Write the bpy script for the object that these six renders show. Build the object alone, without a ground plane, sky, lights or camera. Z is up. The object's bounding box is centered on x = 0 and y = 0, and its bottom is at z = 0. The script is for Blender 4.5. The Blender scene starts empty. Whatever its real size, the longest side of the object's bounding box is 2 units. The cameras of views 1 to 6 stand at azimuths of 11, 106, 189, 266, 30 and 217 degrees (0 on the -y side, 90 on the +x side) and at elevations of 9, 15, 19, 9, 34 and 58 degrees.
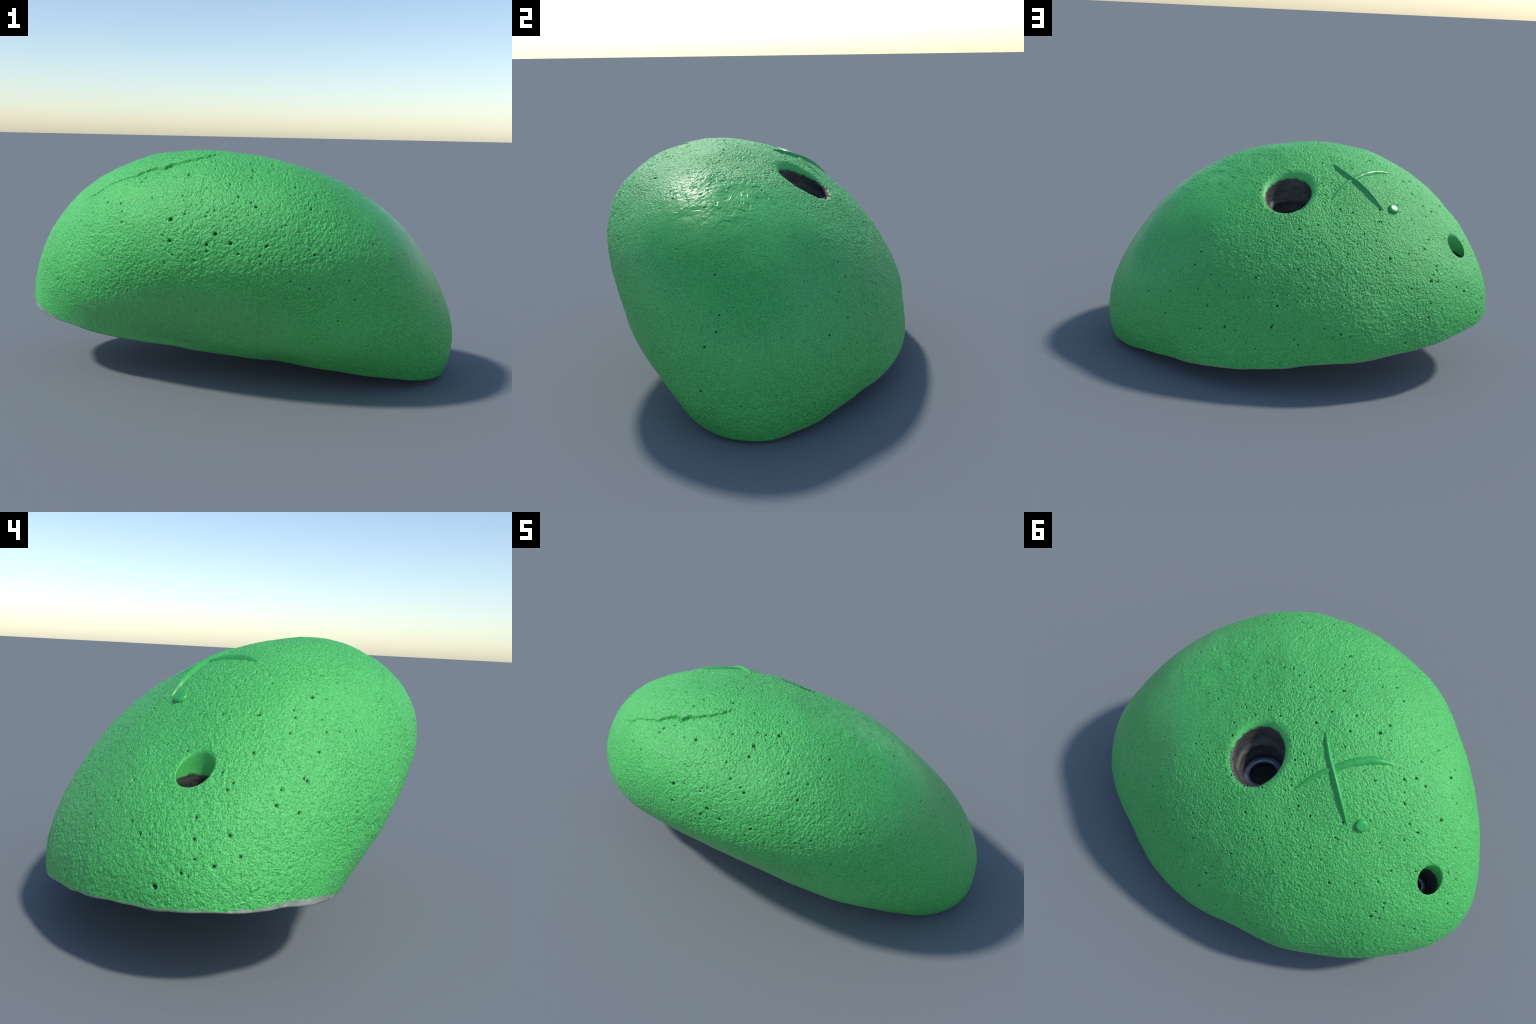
"""A green cast-resin climbing hold: a lopsided dome on a flat back, undercut along the
front, with a counterbored bolt hole, a screw hole and a raised X-and-dot maker's mark."""
import bpy
import numpy as np
from mathutils import Vector
from mathutils.bvhtree import BVHTree

rng = np.random.default_rng(41)

# --------------------------------------------------------------------------- form
# The dome is described by vertical profiles around its core, one every 15 degrees of bearing.
# Each profile gives the control radii (m) at equal steps from 60 degrees below the
# horizon to the crown; a cubic B-spline runs through the net of profiles.
CORE = np.array([0.0, 0.0, 0.42])
PROFILES = (
    (  0, 0.768, 0.803, 1.009, 1.065, 0.934, 0.848, 0.757, 0.629, 0.569, 0.551, 0.555),
    ( 15, 0.876, 0.912, 1.123, 1.063, 0.955, 0.783, 0.658, 0.579, 0.549, 0.539, 0.555),
    ( 30, 0.924, 0.927, 0.955, 0.989, 0.767, 0.664, 0.612, 0.552, 0.530, 0.528, 0.554),
    ( 45, 0.932, 0.925, 0.868, 0.829, 0.714, 0.628, 0.571, 0.524, 0.511, 0.519, 0.554),
    ( 60, 0.914, 0.910, 0.861, 0.752, 0.662, 0.589, 0.534, 0.504, 0.496, 0.511, 0.553),
    ( 75, 0.881, 0.876, 0.816, 0.707, 0.617, 0.555, 0.515, 0.492, 0.483, 0.506, 0.554),
    ( 90, 0.848, 0.840, 0.784, 0.714, 0.609, 0.545, 0.514, 0.496, 0.485, 0.508, 0.554),
    (105, 0.830, 0.826, 0.740, 0.698, 0.618, 0.556, 0.521, 0.503, 0.505, 0.516, 0.554),
    (120, 0.835, 0.834, 0.782, 0.773, 0.669, 0.593, 0.548, 0.504, 0.511, 0.524, 0.554),
    (135, 0.856, 0.855, 0.842, 0.814, 0.721, 0.638, 0.593, 0.541, 0.529, 0.532, 0.554),
    (150, 0.871, 0.878, 0.905, 0.904, 0.834, 0.719, 0.634, 0.595, 0.561, 0.540, 0.553),
    (165, 0.858, 0.871, 0.938, 0.972, 0.980, 0.810, 0.689, 0.655, 0.588, 0.552, 0.552),
    (180, 0.801, 0.821, 0.952, 1.082, 1.004, 0.913, 0.778, 0.682, 0.618, 0.572, 0.552),
    (195, 0.704, 0.720, 0.830, 0.931, 0.912, 0.891, 0.823, 0.727, 0.650, 0.586, 0.552),
    (210, 0.587, 0.587, 0.616, 0.693, 0.831, 0.832, 0.821, 0.759, 0.673, 0.595, 0.552),
    (225, 0.483, 0.471, 0.453, 0.562, 0.717, 0.783, 0.820, 0.779, 0.691, 0.600, 0.553),
    (240, 0.417, 0.412, 0.410, 0.492, 0.620, 0.740, 0.817, 0.764, 0.706, 0.605, 0.554),
    (255, 0.387, 0.389, 0.411, 0.469, 0.568, 0.721, 0.795, 0.762, 0.712, 0.609, 0.554),
    (270, 0.379, 0.384, 0.417, 0.467, 0.549, 0.699, 0.796, 0.773, 0.702, 0.614, 0.555),
    (285, 0.381, 0.388, 0.430, 0.480, 0.571, 0.729, 0.800, 0.766, 0.686, 0.614, 0.555),
    (300, 0.391, 0.402, 0.458, 0.532, 0.617, 0.771, 0.823, 0.756, 0.674, 0.608, 0.555),
    (315, 0.419, 0.421, 0.497, 0.638, 0.727, 0.826, 0.818, 0.745, 0.660, 0.598, 0.556),
    (330, 0.488, 0.473, 0.569, 0.796, 0.825, 0.867, 0.790, 0.730, 0.627, 0.583, 0.556),
    (345, 0.618, 0.627, 0.757, 0.908, 0.910, 0.849, 0.780, 0.687, 0.594, 0.565, 0.555),
)
LOWEST, CROWN = -60.0, 90.0

NET = np.array([p[1:] for p in PROFILES])          # bearing x elevation
NET[:, -1] = NET[:, -1].mean()                      # all profiles meet at the crown
N_BEARING, N_STEP = NET.shape


def cubic_weights(f):
    return ((1 - f) ** 3 / 6, (3 * f**3 - 6 * f**2 + 4) / 6,
            (-3 * f**3 + 3 * f**2 + 3 * f + 1) / 6, f**3 / 6)


def dome_radius(bearing, elevation):
    """radius of the dome, bearing in radians, elevation in degrees"""
    a = (bearing / (2 * np.pi) % 1.0) * N_BEARING
    e = np.clip((elevation - LOWEST) / (CROWN - LOWEST) * (N_STEP - 1), 0, N_STEP - 1)
    ia = np.floor(a).astype(int)
    ie = np.minimum(np.floor(e).astype(int), N_STEP - 2)
    wa, we = cubic_weights(a - ia), cubic_weights(e - ie)
    r = np.zeros_like(a)
    for j in range(4):
        row = ie + j - 1
        over = row > N_STEP - 1                     # past the crown: come down the other side
        shift = np.where(over, N_BEARING // 2, 0)
        row = np.clip(np.where(over, 2 * (N_STEP - 1) - row, row), 0, N_STEP - 1)
        for i in range(4):
            r += wa[i] * we[j] * NET[(ia + i - 1 + shift) % N_BEARING, row]
    return r


def smoothstep(a, b, x):
    t = np.clip((x - a) / (b - a), 0, 1)
    return t * t * (3 - 2 * t)


# --------------------------------------------------------------------------- noise
def hash01(ix, iy, iz, seed):
    h = (ix * 374761393 + iy * 668265263 + iz * 2147483647 + seed * 1274126177) & 0xFFFFFFFF
    h = ((h ^ (h >> 13)) * 1274126177) & 0xFFFFFFFF
    h = ((h ^ (h >> 16)) * 2246822519) & 0xFFFFFFFF
    return ((h ^ (h >> 15)) & 0xFFFFFF) / float(0xFFFFFF)


def noise(p, freq, seed=0):
    """smooth value noise, -1..1"""
    q = p * freq + 1000.0
    i = np.floor(q).astype(np.int64)
    f = q - i
    f = f * f * f * (f * (f * 6 - 15) + 10)
    out = np.zeros(len(p))
    for dx in (0, 1):
        wx = f[:, 0] if dx else 1 - f[:, 0]
        for dy in (0, 1):
            wy = f[:, 1] if dy else 1 - f[:, 1]
            for dz in (0, 1):
                wz = f[:, 2] if dz else 1 - f[:, 2]
                out += wx * wy * wz * hash01(i[:, 0] + dx, i[:, 1] + dy, i[:, 2] + dz, seed)
    return out * 2 - 1


def facets(p, freq, seed=0):
    """small flats, each tilted its own way, -1..1 about the nearest of scattered points"""
    q = p * freq + 1000.0
    i = np.floor(q).astype(np.int64)
    best = np.full(len(p), 9.0)
    out = np.zeros(len(p))
    for dx in (-1, 0, 1):
        for dy in (-1, 0, 1):
            for dz in (-1, 0, 1):
                c = i + (dx, dy, dz)
                d = np.stack([q[:, k] - c[:, k] - hash01(c[:, 0], c[:, 1], c[:, 2], seed + k) for k in range(3)], 1)
                dist = (d**2).sum(1)
                tilt = sum((hash01(c[:, 0], c[:, 1], c[:, 2], seed + 5 + k) * 2 - 1) * d[:, k] for k in range(3))
                near = dist < best
                best = np.where(near, dist, best)
                out = np.where(near, tilt, out)
    return out


# --------------------------------------------------------------------------- the back
def back_height(x, y):
    """height of the flat back above the ground: the hold leans on its low +x end"""
    p = np.stack([x, y, np.zeros_like(x)], 1)
    wave = 0.005 * noise(p, 5.0, 11) + 0.003 * noise(p, 14.0, 12)
    # not quite flat: sags under the front, lifts at the nose, drops at the resting end
    sag = 0.024 * np.exp(-((x + 0.20) / 0.55) ** 2 - ((y + 0.35) / 0.2) ** 2)
    lift = 0.012 * np.exp(-((x + 0.95) / 0.2) ** 2 - (y / 0.3) ** 2)
    return 0.150 - 0.1225 * x - 0.0265 * y - sag + lift - 0.020 * smoothstep(0.45, 0.95, x) + wave


def surface(bearing, elevation):
    """points of the undetailed hold"""
    el = np.radians(elevation)
    d = np.stack([np.cos(bearing) * np.cos(el), np.sin(bearing) * np.cos(el), np.sin(el)], 1)
    r = dome_radius(bearing, elevation)
    t = np.full(len(r), 0.4)
    down = d[:, 2] < -0.05
    for _ in range(6):
        reach = np.minimum(t, r + 0.02)
        base = back_height(CORE[0] + reach * d[:, 0], CORE[1] + reach * d[:, 1])
        t = np.where(down, (CORE[2] - base) / np.maximum(-d[:, 2], 0.05), 9.0)
        t = np.minimum(t, 3.0)
    # rounding of the rim: crisp along the back edge, soft at the nose and at the resting end
    turn = np.degrees(bearing) % 360
    k = 0.020 + 0.050 * np.exp(-((turn - 205) / 26) ** 2) + 0.025 * np.exp(-((np.minimum(turn, 360 - turn)) / 35) ** 2)
    h = np.clip(0.5 + 0.5 * (t - r) / k, 0, 1)
    r = t * (1 - h) + r * h - k * h * (1 - h)
    return CORE + d * r[:, None]


# --------------------------------------------------------------------------- detail
CRACK = ((-0.62, -0.40), (-0.50, -0.459), (-0.44, -0.475), (-0.371, -0.490), (-0.297, -0.494),
         (-0.250, -0.484), (-0.201, -0.486), (-0.176, -0.470), (-0.130, -0.455), (-0.075, -0.444),
         (-0.030, -0.405), (0.020, -0.350))
CRACK_DEPTH = (0.0, 0.004, 0.005, 0.005, 0.008, 0.009, 0.011, 0.011, 0.009, 0.008, 0.006, 0.0)

# the larger air-bubble pits: position and radius in mm
PITS = ((-0.073, -0.558, 0.941, 8), (0.165, -0.497, 0.963, 8), (0.227, -0.402, 0.979, 7),
        (-0.027, -0.344, 1.026, 7), (0.081, -0.352, 1.015, 6), (-0.158, -0.372, 1.014, 6),
        (-0.113, -0.673, 0.777, 8), (-0.114, -0.686, 0.697, 8), (0.066, -0.689, 0.732, 8),
        (0.122, -0.688, 0.701, 9), (0.033, -0.692, 0.691, 7), (0.171, -0.539, 0.939, 6),
        (0.187, -0.633, 0.848, 5), (0.207, -0.638, 0.833, 6), (0.139, -0.627, 0.870, 5),
        (0.404, -0.559, 0.829, 6), (0.627, -0.448, 0.684, 5), (0.556, -0.541, 0.558, 5),
        (-0.650, -0.209, 0.845, 7), (-0.554, -0.085, 0.900, 7), (-0.517, -0.044, 0.908, 6),
        (-0.643, -0.256, 0.839, 5), (-0.720, -0.049, 0.793, 6), (-0.338, -0.122, 0.986, 7),
        (-0.238, -0.051, 0.987, 6), (-0.632, 0.062, 0.814, 6), (-0.676, 0.062, 0.789, 6),
        (-0.649, 0.116, 0.777, 5), (-0.824, -0.029, 0.699, 6), (-0.787, -0.221, 0.697, 5),
        (-0.887, -0.110, 0.604, 6), (-0.680, 0.348, 0.510, 6), (-0.700, 0.297, 0.569, 6),
        (-0.669, 0.220, 0.688, 6), (-0.911, -0.097, 0.563, 6), (-0.901, 0.118, 0.516, 6),
        (-0.924, 0.119, 0.463, 6), (-0.834, 0.253, 0.442, 6), (-0.852, 0.228, 0.451, 5),
        (-0.947, 0.030, 0.485, 6), (-0.913, 0.215, 0.330, 9), (-0.940, 0.148, 0.374, 6),
        (-0.964, 0.069, 0.404, 6), (-0.967, 0.002, 0.433, 5), (-0.944, 0.117, 0.413, 5),
        (-0.776, -0.343, 0.523, 5), (-0.614, -0.481, 0.596, 5), (-0.587, -0.482, 0.696, 5),
        (-0.593, 0.517, 0.265, 7), (-0.679, 0.425, 0.362, 6), (0.021, 0.657, 0.330, 7),
        (0.247, 0.651, 0.301, 7), (-0.299, 0.621, 0.315, 6), (-0.431, 0.037, 0.915, 5),
        (-0.134, -0.182, 1.022, 4), (-0.576, 0.021, 0.861, 5))



def hole_frame(axis):
    axis = np.array(axis) / np.linalg.norm(axis)
    side = np.cross([0, 1.0, 0], axis)
    side /= np.linalg.norm(side)
    return axis, side, np.cross(axis, side)


#            centre on the surface   lip     bore   seat depth, seat radius, through-hole radius
BOLT_HOLE = dict(frame=hole_frame((0.1225, 0.0265, 1.0)), at=np.array([0.036, 0.196, 0.868]), lip=0.148, bore=0.111, seat=0.170, throat=0.092, through=0.058, core=0.012)
SCREW_HOLE = dict(frame=hole_frame((-0.34, 0.04, 1.0)), at=np.array([-0.804, 0.130, 0.625]), lip=0.062, bore=0.055, seat=0.140, throat=0.050, through=0.024, core=0.03)

N_AROUND, N_UP, N_UNDER = 1740, 680, 36


def build_surface():
    bearing = np.arange(N_AROUND) * 2 * np.pi / N_AROUND
    elev = np.concatenate([np.linspace(-90, -62, N_UNDER, endpoint=False)[1:], np.linspace(-62, 89.85, N_UP)])
    rows = len(elev)
    B, E = np.meshgrid(bearing, elev)
    P = surface(B.ravel(), E.ravel())
    # the crown, where the profiles meet, is one smooth cap
    el = E.ravel()

    def cap_terms(p):
        return np.stack([p[:, 0] ** i * p[:, 1] ** j for i in range(5) for j in range(5 - i)], 1)
    ring = (el > 66) & (el < 80)
    fit = np.linalg.lstsq(cap_terms(P[ring][::7]), P[ring][::7, 2], rcond=None)[0]
    top = el > 72
    w = smoothstep(72, 79, el[top])
    P[top, 2] = P[top, 2] * (1 - w) + (cap_terms(P[top]) @ fit) * w
    P = np.vstack([P, surface(np.zeros(2), np.array([-90.0, 90.0]))])
    P[-1, 2] = (cap_terms(P[-1:]) @ fit)[0]
    idx = np.arange(rows * N_AROUND).reshape(rows, N_AROUND)
    nxt = np.roll(idx, -1, 1)
    quads = np.stack([idx[:-1], nxt[:-1], nxt[1:], idx[1:]], -1).reshape(-1, 4)
    s, n = rows * N_AROUND, rows * N_AROUND + 1
    caps = np.vstack([np.stack([nxt[0], idx[0], np.full(N_AROUND, s)], 1),
                      np.stack([idx[-1], nxt[-1], np.full(N_AROUND, n)], 1)])
    return P, quads, caps


def vertex_normals(P, quads, caps):
    N = np.zeros_like(P)
    fq = np.cross(P[quads[:, 2]] - P[quads[:, 0]], P[quads[:, 3]] - P[quads[:, 1]])
    fc = np.cross(P[caps[:, 1]] - P[caps[:, 0]], P[caps[:, 2]] - P[caps[:, 0]])
    for faces, fn in ((quads, fq), (caps, fc)):
        for k in range(faces.shape[1]):
            for c in range(3):
                N[:, c] += np.bincount(faces[:, k], fn[:, c], len(P))
    return N / np.maximum(np.linalg.norm(N, axis=1), 1e-12)[:, None]


P, QUADS, CAPS = build_surface()
NORMALS = vertex_normals(P, QUADS, CAPS)
above = P[:, 2] - back_height(P[:, 0], P[:, 1])       # height over the back

# coarse copy used to seat the raised mark on the skin
step = 6
_rows = (len(P) - 2) // N_AROUND
_g = np.arange(_rows * N_AROUND).reshape(_rows, N_AROUND)[::step, ::step]
_n = np.roll(_g, -1, 1)
_faces = np.stack([_g[:-1], _n[:-1], _n[1:], _g[1:]], -1).reshape(-1, 4)
_used, _inv = np.unique(_faces, return_inverse=True)
SKIN = BVHTree.FromPolygons([tuple(p) for p in P[_used]], [tuple(f) for f in _inv.reshape(-1, 4)])

# where the cast surface is rough and where it was worn or scanned smooth
slick = smoothstep(0.62, 0.30, np.linalg.norm((P - (0.72, 0.10, 0.72)) * (1.0, 0.9, 1.0), axis=1))
ramp = smoothstep(0.52, 0.42, P[:, 2] + 0.04 * noise(P, 6.0, 3) + 0.10 * np.abs(P[:, 0])) * smoothstep(-0.12, -0.3, P[:, 1])
keep = np.ones(len(P))
for hole in (BOLT_HOLE, SCREW_HOLE):
    keep *= smoothstep(0.75, 1.10, np.linalg.norm(P - hole["at"], axis=1) / hole["lip"])
rough = keep * (1 - 0.85 * slick) * (1 - 0.75 * ramp) * smoothstep(0.004, 0.02, above)

lumps = 0.0022 * noise(P, 7.0, 21) + 0.0012 * noise(P, 17.0, 22)
grain = 0.0006 * noise(P, 70.0, 23) + 0.0019 * noise(P, 150.0, 24)
dent_zone = smoothstep(0.33, 0.12, np.linalg.norm(P - (0.46, -0.04, 0.88), axis=1))
dents = dent_zone * (0.0035 * noise(P, 14.0, 30) + 0.0022 * facets(P, 20.0, 31) + 0.0014 * facets(P, 42.0, 35))
disp = lumps * (1 - 0.5 * slick) + grain * rough * (1 + 0.35 * noise(P, 9.0, 25)) + dents

# pits, each a steep-sided little cup
pit_core = np.zeros(len(P), bool)
dome_ids = np.where((above > 0.05))[0]


def sink_pit(centre, radius, depth):
    near = np.where((np.abs(P - centre) < radius * 1.6).all(1))[0]
    if not len(near):
        return
    d = np.linalg.norm(P[near] - centre, axis=1) / radius
    d = d * (1 + 0.25 * noise(P[near], 160.0, 44))
    disp[near] -= depth * smoothstep(1.1, 0.35, d)
    pit_core[near[d < 0.75]] = True


for x, y, z, mm in PITS:
    spot = np.array((x, y, z))
    near = dome_ids[(np.abs(P[dome_ids] - spot) < 0.05).all(1)]
    if len(near):                                    # seat the pit exactly on the skin
        spot = P[near[((P[near] - spot) ** 2).sum(1).argmin()]]
        sink_pit(spot, mm * 0.00108, mm * 0.0013)
weights = (0.25 + 0.75 * (1 - slick[dome_ids])) * (1 - 0.9 * ramp[dome_ids]) * np.linalg.norm(P[dome_ids, :2] - CORE[:2], axis=1)
for i in rng.choice(dome_ids, 600, p=weights / weights.sum()):
    r = 0.0036 + 0.0028 * rng.random() ** 3
    sink_pit(P[i], r, r * 1.1)

# the crack: a torn step, the skin in front of it lying lower and fading out
seg = np.array(CRACK)
dep = np.array(CRACK_DEPTH)
zone = np.where((P[:, 2] > 0.7) & (P[:, 1] < -0.25) & (P[:, 0] < 0.1))[0]
q = P[zone][:, :2] + 0.010 * np.stack([noise(P[zone], 22.0, 51), noise(P[zone], 22.0, 52)], 1) + 0.003 * np.stack([noise(P[zone], 70.0, 53), noise(P[zone], 70.0, 54)], 1)
best = np.full(len(zone), 9.0)
side = np.zeros(len(zone))
amount = np.zeros(len(zone))
for k in range(len(seg) - 1):
    a, b = seg[k], seg[k + 1]
    ab = b - a
    t = np.clip(((q - a) @ ab) / (ab @ ab), 0, 1)
    dv = q - (a + t[:, None] * ab)
    dist = np.linalg.norm(dv, axis=1)
    hit = dist < best
    best[hit] = dist[hit]
    side[hit] = (ab[0] * dv[:, 1] - ab[1] * dv[:, 0])[hit]
    amount[hit] = (dep[k] + t * (dep[k + 1] - dep[k]))[hit]
front = side < 0
depth = np.where(front, best, -best)
disp[zone] -= amount * np.exp(-np.maximum(depth, 0) / 0.040) * smoothstep(-0.003, 0.004, depth)
disp[zone] -= 0.9 * amount * np.exp(-((depth - 0.002) / 0.0038) ** 2)
P = P + NORMALS * disp[:, None]


def sink_hole(P, hole):
    """turns the skin inside the lip down into a counterbored hole; returns how far down each vertex went"""
    AXIS, SIDE, OTHER = hole["frame"]
    d = P - hole["at"]
    a, u, v = d @ AXIS, d @ SIDE, d @ OTHER
    rho = np.hypot(u, v)
    inside = (rho < hole["lip"]) & (P[:, 2] > 0.35)
    lip, bore = hole["lip"], hole["bore"]
    turn = rho / lip
    start, floor, mouth = 0.74, 0.26, 0.12
    new_rho, new_a = rho.copy(), a.copy()
    # rounded lip
    s = np.clip((1 - turn) / (1 - start), 0, 1)
    round_over = inside & (turn >= start)
    drop = (lip - bore)
    new_rho[round_over] = (bore + (lip - bore) * (1 - np.sin(s * np.pi / 2)))[round_over]
    new_a[round_over] = (a - drop * (1 - np.cos(s * np.pi / 2)))[round_over]
    # wall
    w = np.clip((start - turn) / (start - floor), 0, 1)
    wall = inside & (turn < start) & (turn >= floor)
    ledge = 0.004 * np.sin(w * 26.0) * smoothstep(0.45, 0.7, w)
    new_rho[wall] = (bore + (hole["throat"] - bore) * smoothstep(0.45, 0.8, w) + ledge)[wall]
    fall = w ** 2.0
    new_a[wall] = ((a - drop) * (1 - fall) - hole["seat"] * fall)[wall]
    # seat and the narrow hole through it
    f = np.clip((floor - turn) / (floor - mouth), 0, 1)
    seat = inside & (turn < floor) & (turn >= mouth)
    new_rho[seat] = (hole["throat"] + (hole["through"] - hole["throat"]) * f)[seat]
    new_a[seat] = -hole["seat"]
    g = np.clip((mouth - turn) / mouth, 0, 1)
    core = inside & (turn < mouth)
    new_rho[core] = (hole["through"] * np.where(g < 0.7, 1.0, (1 - g) / 0.3))[core]
    new_a[core] = (-hole["seat"] - hole["core"] * np.clip(g / 0.7, 0, 1))[core]
    scale = new_rho / np.maximum(rho, 1e-9)
    out = hole["at"] + new_a[:, None] * AXIS + (u * scale)[:, None] * SIDE + (v * scale)[:, None] * OTHER
    P = np.where(inside[:, None], out, P)
    return P, np.where(inside, 1 - turn, 0.0), np.where(inside, a - new_a, 0.0)


P, in_bolt, bolt_fall = sink_hole(P, BOLT_HOLE)
P, in_screw, screw_fall = sink_hole(P, SCREW_HOLE)
NORMALS = vertex_normals(P, QUADS, CAPS)

# --------------------------------------------------------------------------- materials


def new_material(name):
    m = bpy.data.materials.new(name)
    m.use_nodes = True
    nt = m.node_tree
    nt.nodes.clear()
    out = nt.nodes.new("ShaderNodeOutputMaterial")
    bsdf = nt.nodes.new("ShaderNodeBsdfPrincipled")
    nt.links.new(bsdf.outputs[0], out.inputs[0])
    return m, nt, bsdf


def node(nt, kind, **inputs):
    n = nt.nodes.new(kind)
    for k, v in inputs.items():
        n.inputs[k.replace("_", " ")].default_value = v
    return n


def ramp_node(nt, source, stops):
    r = nt.nodes.new("ShaderNodeValToRGB")
    els = r.color_ramp.elements
    while len(els) < len(stops):
        els.new(0.5)
    for e, (pos, col) in zip(els, stops):
        e.position = pos
        e.color = (*col, 1) if len(col) == 3 else col
    nt.links.new(source, r.inputs[0])
    return r.outputs[0]


def mix_colour(nt, fac, a, b, mode="MIX"):
    m = nt.nodes.new("ShaderNodeMix")
    m.data_type = "RGBA"
    m.blend_type = mode
    for sock, val in ((m.inputs[0], fac), (m.inputs[6], a), (m.inputs[7], b)):
        if hasattr(val, "is_output"):
            nt.links.new(val, sock)
        else:
            sock.default_value = val if isinstance(val, float) else (*val, 1)
    return m.outputs[2]


def math_node(nt, op, a, b=None, clamp=False):
    m = nt.nodes.new("ShaderNodeMath")
    m.operation = op
    m.use_clamp = clamp
    for sock, val in ((m.inputs[0], a), (m.inputs[1], b)):
        if val is None:
            continue
        if hasattr(val, "is_output"):
            nt.links.new(val, sock)
        else:
            sock.default_value = val
    return m.outputs[0]


def map_range(nt, value, lo, hi, to_lo=0.0, to_hi=1.0):
    m = nt.nodes.new("ShaderNodeMapRange")
    m.interpolation_type = "SMOOTHSTEP"
    nt.links.new(value, m.inputs[0])
    for i, v in enumerate((lo, hi, to_lo, to_hi)):
        m.inputs[1 + i].default_value = v
    return m.outputs[0]


def resin(name, base, deep, rough, bump, grain_scale=170.0, worn=False):
    """cast polyurethane resin: grain in bump and in colour, a darker green in its hollows; worn adds the slick flank and the streaked patch"""
    m, nt, bsdf = new_material(name)
    co = nt.nodes.new("ShaderNodeTexCoord").outputs["Object"]
    fine = node(nt, "ShaderNodeTexNoise", Scale=grain_scale, Detail=2.0, Roughness=0.55)
    big = node(nt, "ShaderNodeTexNoise", Scale=3.2, Detail=4.0, Roughness=0.6)
    for t in (fine, big):
        nt.links.new(co, t.inputs["Vector"])
    grainy = ramp_node(nt, fine.outputs[0], ((0.33, deep), (0.54, base)))
    pale = tuple(min(1.0, c * 1.08 + 0.01) for c in base)
    col = mix_colour(nt, ramp_node(nt, big.outputs[0], ((0.45, (0, 0, 0)), (0.75, (0.4, 0.4, 0.4)))), grainy, pale)
    strength = None
    if worn:
        # chalk specks caught in the grain
        dust = node(nt, "ShaderNodeTexVoronoi", Scale=34.0)
        nt.links.new(co, dust.inputs["Vector"])
        spot = ramp_node(nt, dust.outputs["Distance"], ((0.0, (0.7, 0.7, 0.7)), (0.09, (0, 0, 0))))
        col = mix_colour(nt, spot, col, (0.30, 0.55, 0.30))
        sep = nt.nodes.new("ShaderNodeSeparateXYZ")
        nt.links.new(co, sep.inputs[0])
        x, y, z = sep.outputs
        # the darker green patch on the undercut: ragged upper edge, streaks instead of grain
        ragged = node(nt, "ShaderNodeTexNoise", Scale=16.0, Detail=5.0, Roughness=0.7)
        nt.links.new(co, ragged.inputs["Vector"])
        off = math_node(nt, "ADD", x, 0.08)
        crest = math_node(nt, "MULTIPLY", math_node(nt, "MULTIPLY", off, off), 0.55)
        level = math_node(nt, "ADD", math_node(nt, "ADD", z, crest),
                          math_node(nt, "MULTIPLY", math_node(nt, "SUBTRACT", ragged.outputs[0], 0.5), 0.10))
        patch = math_node(nt, "MULTIPLY", map_range(nt, level, 0.525, 0.480),
                          math_node(nt, "MULTIPLY", map_range(nt, y, -0.18, -0.28), map_range(nt, x, 0.42, 0.20)))
        turn = nt.nodes.new("ShaderNodeMapping")
        turn.inputs["Rotation"].default_value = (0.0, 0.75, 0.0)
        turn.inputs["Scale"].default_value = (90.0, 40.0, 9.0)
        nt.links.new(co, turn.inputs[0])
        streak = node(nt, "ShaderNodeTexNoise", Scale=1.0, Detail=3.0, Roughness=0.6)
        nt.links.new(turn.outputs[0], streak.inputs["Vector"])
        streaked_green = ramp_node(nt, streak.outputs[0], ((0.30, (0.060, 0.31, 0.085)), (0.65, (0.105, 0.46, 0.140))))
        col = mix_colour(nt, math_node(nt, "MULTIPLY", patch, 0.6), col, streaked_green)
        # slick flank round the resting end
        far = nt.nodes.new("ShaderNodeVectorMath")
        far.operation = "DISTANCE"
        nt.links.new(co, far.inputs[0])
        far.inputs[1].default_value = (0.72, 0.10, 0.72)
        slick_flank = map_range(nt, far.outputs["Value"], 0.62, 0.30)
        calm = math_node(nt, "MAXIMUM", math_node(nt, "MULTIPLY", slick_flank, 0.85), math_node(nt, "MULTIPLY", patch, 0.8))
        strength = math_node(nt, "MULTIPLY", math_node(nt, "SUBTRACT", 1.0, calm), bump)
        nt.links.new(map_range(nt, slick_flank, 0.0, 1.0, rough, rough - 0.10), bsdf.inputs["Roughness"])
    else:
        bsdf.inputs["Roughness"].default_value = rough
    nt.links.new(col, bsdf.inputs["Base Color"])
    bsdf.inputs["Specular IOR Level"].default_value = 0.5
    b = node(nt, "ShaderNodeBump", Strength=bump, Distance=0.005)
    if strength is not None:
        nt.links.new(strength, b.inputs["Strength"])
    nt.links.new(fine.outputs[0], b.inputs["Height"])
    nt.links.new(b.outputs[0], bsdf.inputs["Normal"])
    return m


GREEN = (0.080, 0.520, 0.118)
DEEP = (0.035, 0.285, 0.063)
MAT_GREEN = resin("green_cast_resin", GREEN, DEEP, 0.45, 1.0, worn=True)
MAT_MARK = resin("green_moulded_mark", (0.040, 0.38, 0.085), (0.034, 0.33, 0.072), 0.36, 0.15, 90.0)
MAT_PIT = resin("pit_painted_shadow", (0.010, 0.05, 0.018), (0.007, 0.035, 0.012), 0.6, 0.2)  # near-black green paints the self-shadow inside each pit


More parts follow.
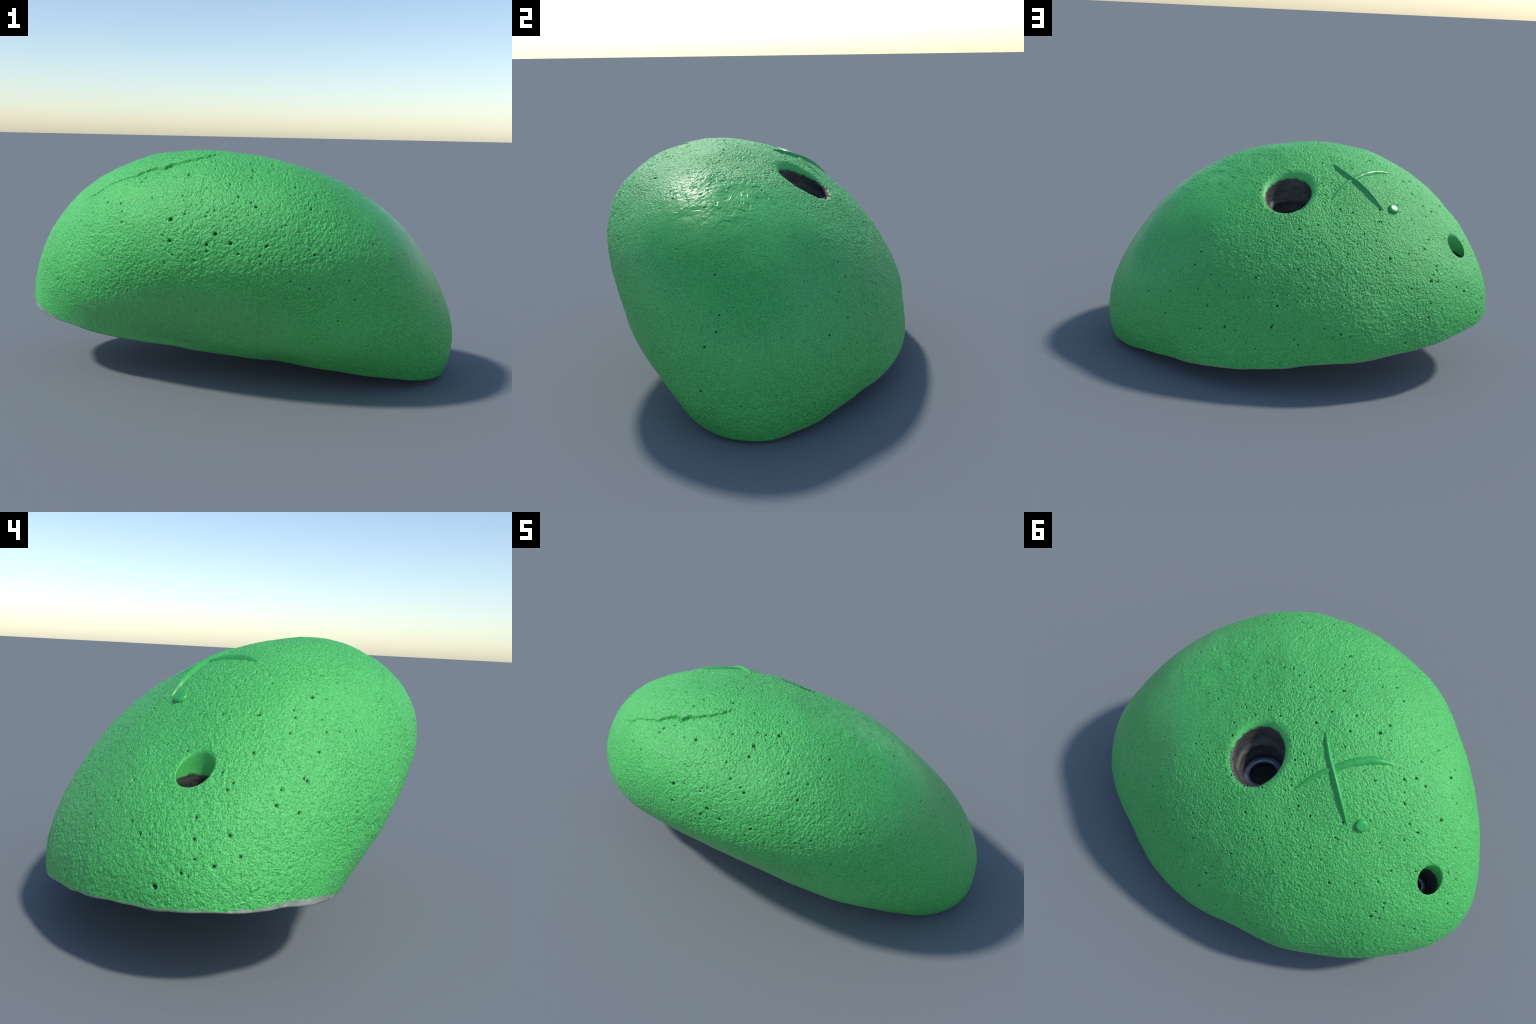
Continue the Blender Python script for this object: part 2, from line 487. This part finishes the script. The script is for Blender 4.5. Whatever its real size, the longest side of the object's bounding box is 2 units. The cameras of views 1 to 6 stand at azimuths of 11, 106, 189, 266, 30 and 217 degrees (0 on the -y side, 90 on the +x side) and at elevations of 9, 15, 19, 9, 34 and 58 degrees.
def plain(name, a, b, rough, metallic=0.0, scale=30.0, bump=0.3, stretch=(1, 1, 1)):
    m, nt, bsdf = new_material(name)
    co = nt.nodes.new("ShaderNodeTexCoord").outputs["Object"]
    mp = nt.nodes.new("ShaderNodeMapping")
    mp.inputs["Scale"].default_value = stretch
    nt.links.new(co, mp.inputs[0])
    t = node(nt, "ShaderNodeTexNoise", Scale=scale, Detail=4.0, Roughness=0.65)
    nt.links.new(mp.outputs[0], t.inputs["Vector"])
    nt.links.new(ramp_node(nt, t.outputs[0], ((0.35, a), (0.68, b))), bsdf.inputs["Base Color"])
    bsdf.inputs["Roughness"].default_value = rough
    bsdf.inputs["Metallic"].default_value = metallic
    bm = node(nt, "ShaderNodeBump", Strength=bump, Distance=0.003)
    nt.links.new(t.outputs[0], bm.inputs["Height"])
    nt.links.new(bm.outputs[0], bsdf.inputs["Normal"])
    return m


MAT_BACK = plain("grey_sanded_back", (0.17, 0.23, 0.17), (0.33, 0.37, 0.30), 0.75, scale=22.0)


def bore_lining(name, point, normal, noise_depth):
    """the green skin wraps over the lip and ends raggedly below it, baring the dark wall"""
    m = plain(name, (0.035, 0.033, 0.032), (0.085, 0.078, 0.072), 0.55, scale=26.0, stretch=(1, 1, 3))  # wall colour kept dark, partly baking in the shade down the bore
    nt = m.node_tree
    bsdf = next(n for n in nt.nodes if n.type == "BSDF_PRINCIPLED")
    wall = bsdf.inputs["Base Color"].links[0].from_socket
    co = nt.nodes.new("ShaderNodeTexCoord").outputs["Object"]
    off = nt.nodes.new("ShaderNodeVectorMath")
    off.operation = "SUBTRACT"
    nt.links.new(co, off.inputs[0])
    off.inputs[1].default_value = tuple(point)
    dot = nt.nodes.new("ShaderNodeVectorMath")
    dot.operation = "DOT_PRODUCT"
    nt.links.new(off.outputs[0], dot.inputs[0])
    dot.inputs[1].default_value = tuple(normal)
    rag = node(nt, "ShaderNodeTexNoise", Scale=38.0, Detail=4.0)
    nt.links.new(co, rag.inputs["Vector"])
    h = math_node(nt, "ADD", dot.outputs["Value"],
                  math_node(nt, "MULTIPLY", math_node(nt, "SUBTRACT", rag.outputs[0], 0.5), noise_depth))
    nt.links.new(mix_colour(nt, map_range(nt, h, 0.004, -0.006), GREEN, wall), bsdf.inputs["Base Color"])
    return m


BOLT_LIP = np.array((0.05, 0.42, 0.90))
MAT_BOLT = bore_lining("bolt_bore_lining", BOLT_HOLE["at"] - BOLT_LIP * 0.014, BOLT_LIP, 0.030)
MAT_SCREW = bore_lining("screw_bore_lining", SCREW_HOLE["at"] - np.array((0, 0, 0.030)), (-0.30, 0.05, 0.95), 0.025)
MAT_STEEL = plain("dull_steel", (0.18, 0.21, 0.27), (0.32, 0.36, 0.44), 0.38, metallic=0.6, scale=40.0, bump=0.15)  # blue tint carries the skylight seen on the shaded washer

# --------------------------------------------------------------------------- objects
hold = bpy.data.objects.new("climbing_hold", None)
bpy.context.scene.collection.objects.link(hold)
hold["label"] = "bright green rough resin climbing hold with bolt hole and raised X"
hold["category"] = "climbing hold"


def add(name, mesh, parent=hold, material=None):
    o = bpy.data.objects.new(name, mesh)
    bpy.context.scene.collection.objects.link(o)
    o.parent = parent
    if material is not None:
        mesh.materials.append(material)
    return o


def mesh_from(name, verts, quads, tris=None, normals=None):
    me = bpy.data.meshes.new(name)
    tris = np.zeros((0, 3), int) if tris is None else tris
    loops = np.concatenate([quads.ravel(), tris.ravel()]).astype(np.int32)
    starts = np.concatenate([np.arange(len(quads)) * 4, len(quads) * 4 + np.arange(len(tris)) * 3]).astype(np.int32)
    me.vertices.add(len(verts))
    me.vertices.foreach_set("co", verts.astype(np.float32).ravel())
    me.loops.add(len(loops))
    me.loops.foreach_set("vertex_index", loops)
    me.polygons.add(len(starts))
    me.polygons.foreach_set("loop_start", starts)
    me.update(calc_edges=True)
    me.polygons.foreach_set("use_smooth", np.ones(len(starts), bool))
    if normals is not None:
        me.normals_split_custom_set_from_vertices(normals.astype(np.float32))
    return me


# regions of the one skin: 0 body, 1 sanded back, 2 bolt bore, 3 screw bore
edge_noise = noise(P, 20.0, 61) * 0.6 + noise(P, 55.0, 62) * 0.4
corner = np.exp(-(((P[:, 0] + 0.80) / 0.20) ** 2 + ((P[:, 1] + 0.16) / 0.16) ** 2))
band = 0.007 + 0.005 * edge_noise + 0.034 * corner
region = np.zeros(len(P), int)
region[above < band] = 1
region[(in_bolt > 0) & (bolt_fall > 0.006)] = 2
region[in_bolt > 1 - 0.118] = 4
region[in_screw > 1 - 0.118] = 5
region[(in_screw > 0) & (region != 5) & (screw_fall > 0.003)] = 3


def face_region(faces):
    r = region[faces]
    return r.max(1)


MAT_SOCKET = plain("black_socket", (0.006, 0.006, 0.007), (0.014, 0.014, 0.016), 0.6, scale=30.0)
rq, rc = face_region(QUADS), face_region(CAPS)
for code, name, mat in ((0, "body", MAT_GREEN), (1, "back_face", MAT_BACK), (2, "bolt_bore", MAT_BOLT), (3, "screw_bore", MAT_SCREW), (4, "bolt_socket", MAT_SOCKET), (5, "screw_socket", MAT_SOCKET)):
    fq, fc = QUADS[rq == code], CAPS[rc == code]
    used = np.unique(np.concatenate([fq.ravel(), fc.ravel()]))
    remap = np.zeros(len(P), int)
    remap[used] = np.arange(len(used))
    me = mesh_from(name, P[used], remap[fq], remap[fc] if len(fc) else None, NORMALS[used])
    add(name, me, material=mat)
    if code == 0:
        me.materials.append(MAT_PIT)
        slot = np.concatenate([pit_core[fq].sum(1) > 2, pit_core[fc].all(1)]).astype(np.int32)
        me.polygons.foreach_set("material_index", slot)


# --------------------------------------------------------------------------- the raised mark
def seat_on_skin(x, y):
    hit, nrm, _, _ = SKIN.ray_cast(Vector((x, y, 2.0)), Vector((0, 0, -1)))
    if nrm.z < 0:
        nrm = -nrm
    return np.array(hit), np.array(nrm)


def smooth_path(points, count):
    pts = np.array(points)
    s = np.concatenate([[0], np.cumsum(np.linalg.norm(np.diff(pts, axis=0), axis=1))])
    t = np.linspace(0, s[-1], count)
    xy = np.stack([np.interp(t, s, pts[:, k]) for k in range(2)], 1)
    for _ in range(6):
        xy[1:-1] = (xy[:-2] + 2 * xy[1:-1] + xy[2:]) / 4
    return xy, t / s[-1]


def raised_stroke(name, points, width, height, section, lean, fullness):
    """a tapering moulded ridge swept over the skin; section runs flank to flank as (offset, height)"""
    xy, t = smooth_path(points, 90)
    env = np.interp(t, *zip(*fullness))
    frames = [seat_on_skin(x, y) for x, y in xy]
    pos = np.array([f[0] for f in frames])
    nrm = np.array([f[1] for f in frames])
    for _ in range(8):
        nrm[1:-1] = (nrm[:-2] + nrm[1:-1] * 2 + nrm[2:]) / 4
    nrm /= np.linalg.norm(nrm, axis=1)[:, None]
    tan = np.gradient(pos, axis=0)
    tan /= np.linalg.norm(tan, axis=1)[:, None]
    bin_ = np.cross(nrm, tan)
    rings = []
    wobble = noise(pos, 45.0, 71)
    for o, h in section:
        rings.append(pos + bin_ * ((o * width + lean * h * height) * env ** 0.8 * (1 + 0.10 * wobble))[:, None]
                     + nrm * ((h * height * env * (1 + 0.10 * wobble)) - (0.004 if h <= 0 else 0))[:, None])
    V = np.stack(rings, 1)
    n, k = V.shape[:2]
    i = np.arange(n * k).reshape(n, k)
    j = np.roll(i, -1, 1)
    quads = np.stack([i[:-1], j[:-1], j[1:], i[1:]], -1).reshape(-1, 4)
    ends = np.vstack([np.stack([np.full(k - 2, i[0, 0]), i[0, 1:-1], i[0, 2:]], 1)[:, ::-1],
                      np.stack([np.full(k - 2, i[-1, 0]), i[-1, 1:-1], i[-1, 2:]], 1)])
    me = mesh_from(name, V.reshape(-1, 3), quads[:, ::-1], ends[:, ::-1])
    o = add(name, me, material=MAT_MARK)
    return o


STROKE_SHARP = ((-1.0, -0.6), (-1.0, 0.0), (-0.55, 0.32), (-0.2, 0.8), (-0.05, 0.98), (0.06, 1.0),
                (0.18, 0.9), (0.42, 0.4), (0.6, 0.0), (0.6, -0.6))
STROKE_BROAD = ((-1.0, -0.6), (-1.0, 0.0), (-0.7, 0.45), (-0.35, 0.82), (-0.05, 1.0), (0.2, 0.95),
                (0.55, 0.6), (0.85, 0.2), (1.0, 0.0), (1.0, -0.6))
raised_stroke("raised_stroke",
              ((-0.160, 0.004), (-0.205, 0.048), (-0.248, 0.086), (-0.290, 0.116), (-0.338, 0.152), (-0.384, 0.184), (-0.437, 0.221)),
              0.023, 0.017, STROKE_SHARP, 0.0,
              ((0, 0.25), (0.12, 0.75), (0.3, 0.9), (0.6, 1.0), (0.8, 0.85), (0.95, 0.4), (1, 0.1)))
raised_stroke("raised_stroke",
              ((-0.184, 0.236), (-0.218, 0.173), (-0.251, 0.123), (-0.276, 0.093), (-0.317, 0.043), (-0.367, -0.008), (-0.409, -0.037), (-0.452, -0.060)),
              0.020, 0.011, STROKE_BROAD, 0.0,
              ((0, 0.1), (0.12, 0.45), (0.35, 0.65), (0.65, 1.0), (0.85, 0.9), (0.96, 0.45), (1, 0.1)))


def raised_dot(x, y, radius, height):
    pos, nrm = seat_on_skin(x, y)
    nrm = nrm / np.linalg.norm(nrm)
    ax = np.cross(nrm, [0, 1, 0])
    ax /= np.linalg.norm(ax)
    ay = np.cross(nrm, ax)
    prof = ((1.0, -0.6), (1.0, 0.0), (0.97, 0.35), (0.90, 0.70), (0.78, 0.92), (0.55, 1.0), (0.25, 1.02), (0.02, 1.02))
    n = 56
    a = np.arange(n) * 2 * np.pi / n
    V = []
    for r, h in prof:
        wob = 1 + 0.05 * np.sin(2 * a + 0.6)
        tilt = 1 + 0.25 * np.cos(a + 2.2) * r * (h > 0)
        V.append(pos + (np.cos(a) * wob * r * radius)[:, None] * ax + (np.sin(a) * wob * r * radius)[:, None] * ay
                 + (h * height * tilt)[:, None] * nrm)
    V = np.array(V)
    k = len(prof)
    i = np.arange(k * n).reshape(k, n)
    j = np.roll(i, -1, 1)
    quads = np.stack([i[:-1], j[:-1], j[1:], i[1:]], -1).reshape(-1, 4)
    verts = np.vstack([V.reshape(-1, 3), V[-1].mean(0)])
    caps = np.stack([i[-1], j[-1], np.full(n, k * n)], 1)
    add("raised_dot", mesh_from("raised_dot", verts, quads, caps), material=MAT_MARK)


raised_dot(-0.484, 0.186, 0.027, 0.011)


# --------------------------------------------------------------------------- steel seats
def washer(name, hole, outer, inner, thick, lift):
    n = 96
    AXIS, SIDE, OTHER = hole["frame"]
    a = np.arange(n) * 2 * np.pi / n
    c = thick * 0.25
    prof = ((inner, 0), (inner, thick - c), (inner + c, thick), (outer - c, thick), (outer, thick - c), (outer, 0))
    base = hole["at"] - AXIS * (hole["seat"] - lift)
    V = np.array([base + (np.cos(a) * r)[:, None] * SIDE + (np.sin(a) * r)[:, None] * OTHER + AXIS * h for r, h in prof])
    k = len(prof)
    i = np.arange(k * n).reshape(k, n)
    j = np.roll(i, -1, 1)
    quads = np.stack([i, j, np.roll(j, -1, 0), np.roll(i, -1, 0)], -1).reshape(-1, 4)
    o = add(name, mesh_from(name, V.reshape(-1, 3), quads[:, ::-1]), material=MAT_STEEL)
    return o


washer("washer", BOLT_HOLE, 0.090, 0.060, 0.014, 0.002)
washer("screw_seat", SCREW_HOLE, 0.046, 0.026, 0.010, 0.002)
